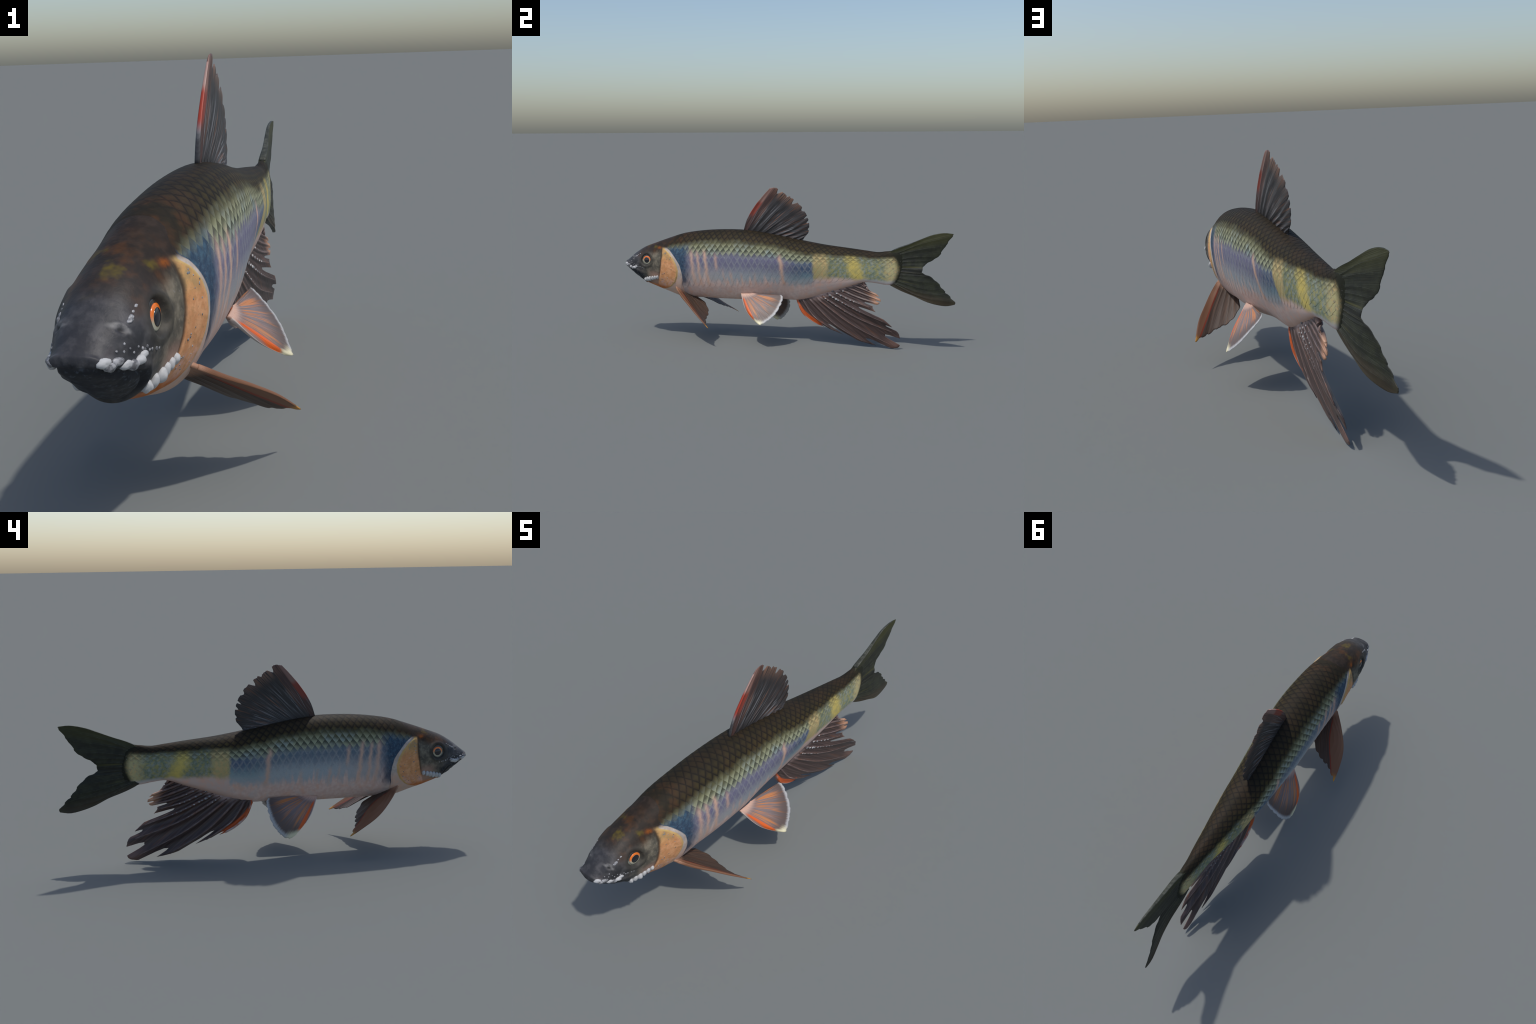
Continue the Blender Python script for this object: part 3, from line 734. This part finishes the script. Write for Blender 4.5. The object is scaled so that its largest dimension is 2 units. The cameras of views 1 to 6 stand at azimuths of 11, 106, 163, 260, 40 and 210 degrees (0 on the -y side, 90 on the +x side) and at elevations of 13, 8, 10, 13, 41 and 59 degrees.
anal = [([(-0.026, .083, .270), (-.024, .125, .178), (-.028, .175, .137), (-.030, .228, .110)]),
        ([(-0.023, .112, .276), (-.022, .185, .170), (-.022, .322, .078)]),
        ([(-0.020, .145, .284), (-.018, .310, .130), (-.023, .506, .018)]),
        ([(-0.017, .180, .294), (-.014, .400, .140), (-.013, .683, .006)]),
        ([(-0.013, .215, .304), (-.006, .430, .182), (.006, .693, .090)]),
        ([(-0.010, .250, .316), (.004, .430, .228), (.025, .634, .152)]),
        ([(-0.007, .288, .330), (.004, .420, .272), (.021, .542, .237)]),
        ([(-0.005, .325, .344), (.004, .450, .295), (.018, .577, .263)]),
        ([(-0.002, .362, .358), (.004, .475, .318), (.016, .587, .283)]),
        ([(0.001, .398, .372), (.004, .485, .342), (.012, .570, .311)]),
        ([(0.004, .435, .386), (.004, .485, .362), (.010, .515, .338)]),
        ([(0.007, .470, .400), (.006, .485, .378), (.009, .497, .352)])]
_, AL, aoff, ath, an = build_fin("anal_fin", anal, M_ANAL, M_ARAY, notches=[.16, .40, .20, .17, .11, .37, .22, .11, .12, .09, .05],
          half=(.0040, .0020), ridge=.0085, ray_radius=.0080, proud=.0014, wave=.0030, sub=14, ray_share=.99, sharp=(.30, .39), crest=2.2, taper=.40)
anal_fin = _

# ---- pelvic fins
def pelvic_colour(front, rear, tip, tipr, side, tips):
    def build():
        x, y, z = xyz(objco())
        px = y; py = z * .72 + x * (-.70 * side)                   # unrolled onto the fin plane
        fl = lambda p: (p[1], p[2] * .72 - .70 * side * p[0])
        quad = (fl(front), fl(rear), fl(tip), fl(tipr))
        s, t = bilinear(px, py, *quad)
        t = hem_share(s, t, [fl(q) for q in tips], quad)
        a = streaks(s, t, 22, .8, 2.0); c = streaks(s, t, 75, 2.0); b = streaks(s, t, 34, 1.0, 6.0)
        col = mix((.20, .155, .15), (.11, .078, .068), nstep(.45, .95, t))
        col = mix(col, (.40, .33, .33), nstep(.52, .72, c) * .55 * nstep(.9, .5, t))
        col = mix(col, (.55, .20, .055), nstep(.47, .60, a) * nstep(.92, .6, t) * nstep(.12, .3, t) * .85)
        col = mix(col, (.22, .09, .03), nstep(.55, .68, b) * nstep(.3, .6, t) * .7)
        col = mix(col, (.66, .115, .015), band(s, .0, .105, .025) * nstep(.08, .25, t) * nstep(1.0, .88, t))
        col = mix(col, (.62, .52, .47), nstep(-.06, -.09, s))
        hem = t + (c - .5) * .10
        col = mix(col, (.50, .50, .50), nstep(.94, 1.02, hem) * .85)
        col = mix(col, (.74, .68, .45), nstep(.86, .99, hem) * nstep(.30, .16, s))
        col = mix(col, (.66, .42, .32), nstep(.22, .05, t) * .85)
        return col, c, .25
    return build
M_PALE_LEAD = material("pale_lead_ray", lambda: mix((.52, .44, .40), (.66, .58, .53), noise(objco(), 40, 2)), .45, .35)
def pelvic(front, mids, tips, rear, root, side, name="pelvic_fin"):
    rays = []
    K = len(tips)
    for k in range(K):
        u = k / (K - 1)
        b = np.array(front) + (np.array(rear) - np.array(front)) * u
        t = b + (np.array(tips[k]) - b) * 1.03 + np.array([.004 * side, .004, 0]); m = b + (t - b) * .5
        m = m + np.array(mids) * (1 - u) + np.array([.018 * side, 0, 0]) * math.sin(math.pi * min(1, u + .25))
        rays.append([b, m, t])
    mat = material("pelvic_fin_skin", pelvic_colour(front, rear, root[0], root[1], side, tips), .42, .4)
    rm = material("pelvic_ray", pelvic_colour(front, rear, root[0], root[1], side, tips), .42, .4)
    build_fin(name, rays, mat, rm, notch=.012, lead_mat=M_PALE_LEAD, half=(.0055, .0014), ridge=.0008, ray_radius=.0018, along=40)
pelvic((.052, -.236, .290), (-.006, -.012, -.012),
       [(.166, -.112, .150), (.181, -.088, .143), (.172, -.062, .154), (.158, -.035, .173), (.142, -.012, .196), (.122, .003, .222), (.099, .013, .249), (.078, .018, .272), (.064, .016, .288), (.058, .005, .296)],
       (.050, -.165, .292), ((.190, -.118, .118), (.066, .022, .290)), 1)
pelvic((-.062, -.232, .276), (-.014, -.006, -.004),
       [(-.150, -.108, .118), (-.150, -.082, .104), (-.148, -.055, .110), (-.142, -.030, .132), (-.134, -.008, .163), (-.121, .006, .196), (-.100, .012, .226), (-.078, .015, .250), (-.062, .014, .268), (-.056, .004, .280)],
       (-.052, -.165, .282), ((-.165, -.108, .085), (-.058, .020, .272)), -1)

# ---- pectoral fins
def pectoral_colour(front, rear, tip, tipr, side):
    def build():
        x, y, z = xyz(objco())
        px = y * .85 + x * (.5 * side); py = z * .75 + x * (.55 * side) - y * .35
        fl = lambda p: (p[1] * .85 + .5 * side * p[0], p[2] * .75 + .55 * side * p[0] - .35 * p[1])
        s, t = bilinear(px, py, fl(front), fl(rear), fl(tip), fl(tipr))
        a = streaks(s, t, 46, 1.0); c = streaks(s, t, 110, 2.0, 3.0); n = noise(objco(), 26, 3)
        col = mix((.050, .032, .024), (.095, .062, .045), nstep(.35, .7, a))
        col = mix(col, (.028, .018, .015), nstep(.55, .72, c) * .7)
        col = mix(col, (.16, .065, .030), nstep(.52, .70, streaks(s, t, 20, 1.0, 7.0)) * .5)
        lead = nstep(.16, .05, s)
        col = mix(col, (.24, .032, .012), band(s, .075, .135, .02) * nstep(.05, .25, t) * .9)
        col = mix(col, (.21, .095, .050), nstep(.09, .06, s) * .9)
        dt = ((x - tip[0]) * (x - tip[0]) + (y - tip[1]) * (y - tip[1]) + (z - tip[2]) * (z - tip[2])).sqrt()
        col = mix(col, (.52, .24, .03), nstep(.055, .010, dt + (n - .5) * .03))
        col = mix(col, (.46, .26, .17), nstep(.16, .02, t) * .75)
        return col, c, .25
    return build
def pectoral(lead, rear, tips, camber, side):
    """lead: the stiff front edge; behind it the blade fans back to the body, its rays bowed like the lead."""
    rays = [lead]
    K = len(tips); front = np.array(lead[0]); rear = np.array(rear)
    bow = np.array(lead[len(lead) // 2]) - (np.array(lead[0]) + np.array(lead[-1])) / 2
    for k in range(K):
        u = (k + 1) / K
        b = front + (rear - front) * u
        t = np.array(tips[k])
        rays.append([b, b + (t - b) * .5 + bow * (1 - u) + np.array(camber) * math.sin(math.pi * u), t])
    f = pectoral_colour(tuple(front), tuple(rear), tuple(lead[-1]), tuple(tips[-1]), side)
    build_fin("pectoral_fin", rays, material("pectoral_fin_skin", f, .5, .3), material("pectoral_ray", f, .5, .3), notch=.03,
              half=(.0055, .0015), ridge=.0008, ray_radius=.0026, along=44)
pectoral([(.070, -.645, .318), (.122, -.588, .272), (.167, -.525, .230), (.208, -.465, .187), (.251, -.370, .112)],
         (.008, -.560, .262),
         [(.206, -.398, .124), (.177, -.411, .131), (.135, -.424, .149), (.096, -.428, .161), (.060, -.439, .184), (.020, -.474, .220)],
         (-.004, .002, -.004), 1)
pectoral([(-.080, -.640, .312), (-.150, -.572, .250), (-.211, -.490, .194), (-.235, -.410, .152), (-.243, -.343, .114)],
         (-.030, -.558, .264),
         [(-.214, -.364, .134), (-.186, -.384, .151), (-.156, -.394, .163), (-.124, -.405, .175), (-.088, -.424, .192), (-.048, -.464, .226)],
         (-.020, -.004, .020), -1)

# ------------------------------------------------------------------ eyes
def disc_dome(rad, depth, rings=14, seg=48, bump=0.0):
    v = [(0, 0, depth)]; f = []
    for i in range(1, rings + 1):
        r = rad * i / rings; zz = depth * (1 - (i / rings) ** 2.2)
        v += [(r * math.cos(k * math.tau / seg), r * math.sin(k * math.tau / seg), zz) for k in range(seg)]
    v += [(rad * .98 * math.cos(k * math.tau / seg), rad * .98 * math.sin(k * math.tau / seg), -.01) for k in range(seg)]
    f += [(0, 1 + k, 1 + (k + 1) % seg) for k in range(seg)]
    for i in range(rings):
        a, b = 1 + i * seg, 1 + (i + 1) * seg
        f += [(a + k, b + k, b + (k + 1) % seg, a + (k + 1) % seg) for k in range(seg)]
    f.append(tuple(1 + rings * seg + k for k in range(seg - 1, -1, -1)))
    return v, f
def eye_colour():
    x, y, z = xyz(objco())
    n = noise(objco(), 90, 3)
    col = mix((.10, .105, .085), (.24, .25, .21), nstep(.35, .7, n))
    return mix(col, (.03, .028, .024), nstep(-.005, .022, y))
def iris_colour():
    x, y, z = xyz(objco())
    r = (x * x + y * y).sqrt()
    up = nstep(-.010, .012, y + (noise(objco(), 70, 2) - .5) * .01)
    col = mix((.42, .40, .30), (.78, .17, .015), up)
    return mix(col, (.70, .42, .12), nstep(.0185, .0168, r) * .5)
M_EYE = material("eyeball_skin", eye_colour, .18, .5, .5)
M_IRIS = material("iris_ring", iris_colour, .2, .5, .4)
M_PUPIL = material("pupil_black", lambda: mix((.006, .007, .012), (.010, .012, .02), noise(objco(), 30, 2)), .12, .5, .5)
eye_meshes = {}
for nm, rad, dep, mat in (("eye", .0345, .004, M_EYE), ("iris", .0245, .0035, M_IRIS), ("pupil", .0168, .0035, M_PUPIL)):
    v, f = disc_dome(rad, dep)
    me = bpy.data.meshes.new(nm); me.from_pydata(v, [], f); me.polygons.foreach_set("use_smooth", [True] * len(me.polygons)); me.materials.append(mat)
    eye_meshes[nm] = me
for side in (1, -1):
    P, nrm = side_point(EYE_Y, EYE_Z, side, -.0115)
    nrm = np.array([nrm[0], nrm[1] * .5, nrm[2] * .35]); nrm /= np.linalg.norm(nrm)
    zax = Vector(nrm); up = (Vector((0, 0, 1)) - zax * zax.z).normalized(); right = up.cross(zax)
    rot = np.array([right, up, zax]).T
    e = link(bpy.data.objects.new("eye", eye_meshes["eye"]), fish)
    e.location = P
    from mathutils import Matrix
    e.rotation_euler = Matrix(rot.tolist()).to_euler()
    for nm, lift in (("iris", .0036), ("pupil", .0062)):
        part = link(bpy.data.objects.new(nm, eye_meshes[nm]), e); part.location = (0, .001, lift)

# ------------------------------------------------------------------ breeding tubercles
def pearl_colour():
    n = noise(objco(), 40, 3)
    return mix((.36, .36, .37), (.56, .56, .55), nstep(.35, .65, n)), n, .2
M_PEARL = material("tubercle_pearl", pearl_colour, .42, .4)
def dull_colour():
    n = noise(N(N.g.nodes.new("ShaderNodeNewGeometry").outputs["Position"]), 90, 3)
    return mix((.10, .10, .105), (.36, .36, .37), nstep(.35, .65, n)), n, .2
M_DULL = material("tubercle_grey", dull_colour, .40, .45)
def ball(seed, rough=.18, flat=1.0, mat=None):
    v, f = [], []
    nu, nv = 18, 12
    for i in range(nv + 1):
        for k in range(nu):
            a, b = math.pi * i / nv, math.tau * k / nu
            v.append((math.sin(a) * math.cos(b), math.sin(a) * math.sin(b), math.cos(a) * flat))
    v = np.array(v); v = v * (1 + rough * vnoise(v + 5, 1.7, seed))[:, None]
    for i in range(nv):
        for k in range(nu): f.append((i * nu + k, (i + 1) * nu + k, (i + 1) * nu + (k + 1) % nu, i * nu + (k + 1) % nu))
    me = bpy.data.meshes.new("tubercle"); me.from_pydata([tuple(map(float, q)) for q in v], [], f)
    me.polygons.foreach_set("use_smooth", [True] * len(me.polygons)); me.materials.append(mat or M_PEARL)
    return me
BALLS = [ball(s) for s in range(5)]
GREYS = [ball(s + 5, .25, mat=M_DULL) for s in range(5)]
def tubercle(P, n, size, parent, stretch=(1, 1, 1), kind=None):
    ob = bpy.data.objects.new("tubercle", random.choice(kind or BALLS))
    link(ob, parent)
    z = Vector(n); x = Vector((0, 1, 0)); x = (x - z * x.dot(z)).normalized(); y = z.cross(x)
    ob.matrix_local = Matrix.Translation(P) @ Matrix(np.array([x, y, z]).T.tolist()).to_4x4() @ Matrix.Diagonal((size * stretch[0], size * stretch[1], size * stretch[2], 1))
    return ob
for side in (1, -1):
    def put(y, z, size, lift=0.0, stretch=(1, 1, 1), kind=None):
        P, n = side_point(y, z, side, lift)
        tubercle(P, n, size, head, stretch, kind)
    # cheek row
    for k in range(6):
        u = k / 5
        put(-.848 + .088 * u, .352 + .020 * u, .0120 - .001 * abs(k - 2), .002, (1.0, 1.4, 1.2))
    # snout cushions
    for y, z, s in ((-.982, .441, .011), (-.972, .432, .012), (-.960, .436, .011), (-.944, .426, .012), (-.928, .421, .013), (-.913, .424, .012), (-.903, .430, .009)):
        put(y, z, s * .95, .001, (1.25, .8, .75), BALLS + GREYS)
    # small pearls: brow, under the eye, snout
    for y, z in ((-.955, .452), (-.945, .447), (-.934, .449), (-.940, .458), (-.925, .442), (-.915, .446), (-.905, .441), (-.898, .436), (-.89, .440), (-.882, .432),
                 (-.872, .430), (-.86, .426), (-.848, .424), (-.836, .424), (-.825, .426), (-.815, .430), (-.806, .436), (-.79, .436), (-.795, .452)):
        put(y + random.uniform(-.003, .003), z + random.uniform(-.002, .002), random.uniform(.0022, .0042), -.0002, (1, 1, .7), GREYS)
    for k in range(5):
        put(-.912 + .0100 * k + random.uniform(-.002, .002), .489 + .0060 * k + random.uniform(-.001, .001), (.0062, .0054, .0036, .0040, .0026)[k], -.0020, (1.4, .8, .8), GREYS)
    # dots on the gill cover
    for k in range(26):
        u = random.random()
        z = .335 + .19 * u; lo, hi = float(PREOP(z)) + .012, float(RIM(z)) - .010
        if hi > lo:
            y = random.uniform(lo, hi)
            P, n = side_point(y, z, side, .0058)
            tubercle(P, n, random.uniform(.0016, .0028), BODY[1 if side > 0 else 4], (1, 1, .6), GREYS)
# pearls along three rays of the anal fin
for ray, (t0, t1), cnt in ((5, (.10, .58), 10), (6, (.08, .70), 7), (4, (.10, .45), 9), (7, (.06, .3), 3)):
    for k in range(cnt):
        u = t0 + (t1 - t0) * k / max(1, cnt - 1) + random.uniform(-.012, .012)
        fi = int(u * 59); col = ray * 14; ti = min(int(u * 45), 45)
        P0, nn = AL[ray][fi], an[col][ti]
        for sg in (1, -1):
            P = P0 + nn * (aoff[col][ti] + sg * (ath[col][ti] + .0018))
            tubercle(P, nn * sg, (.0055 - .0036 * k / cnt) * (.55 if ray == 4 else 1) * random.uniform(.8, 1.1), anal_fin, (1.3, .9, .5), GREYS + BALLS[:2])

# done: let the parenting settle
bpy.context.view_layer.update()
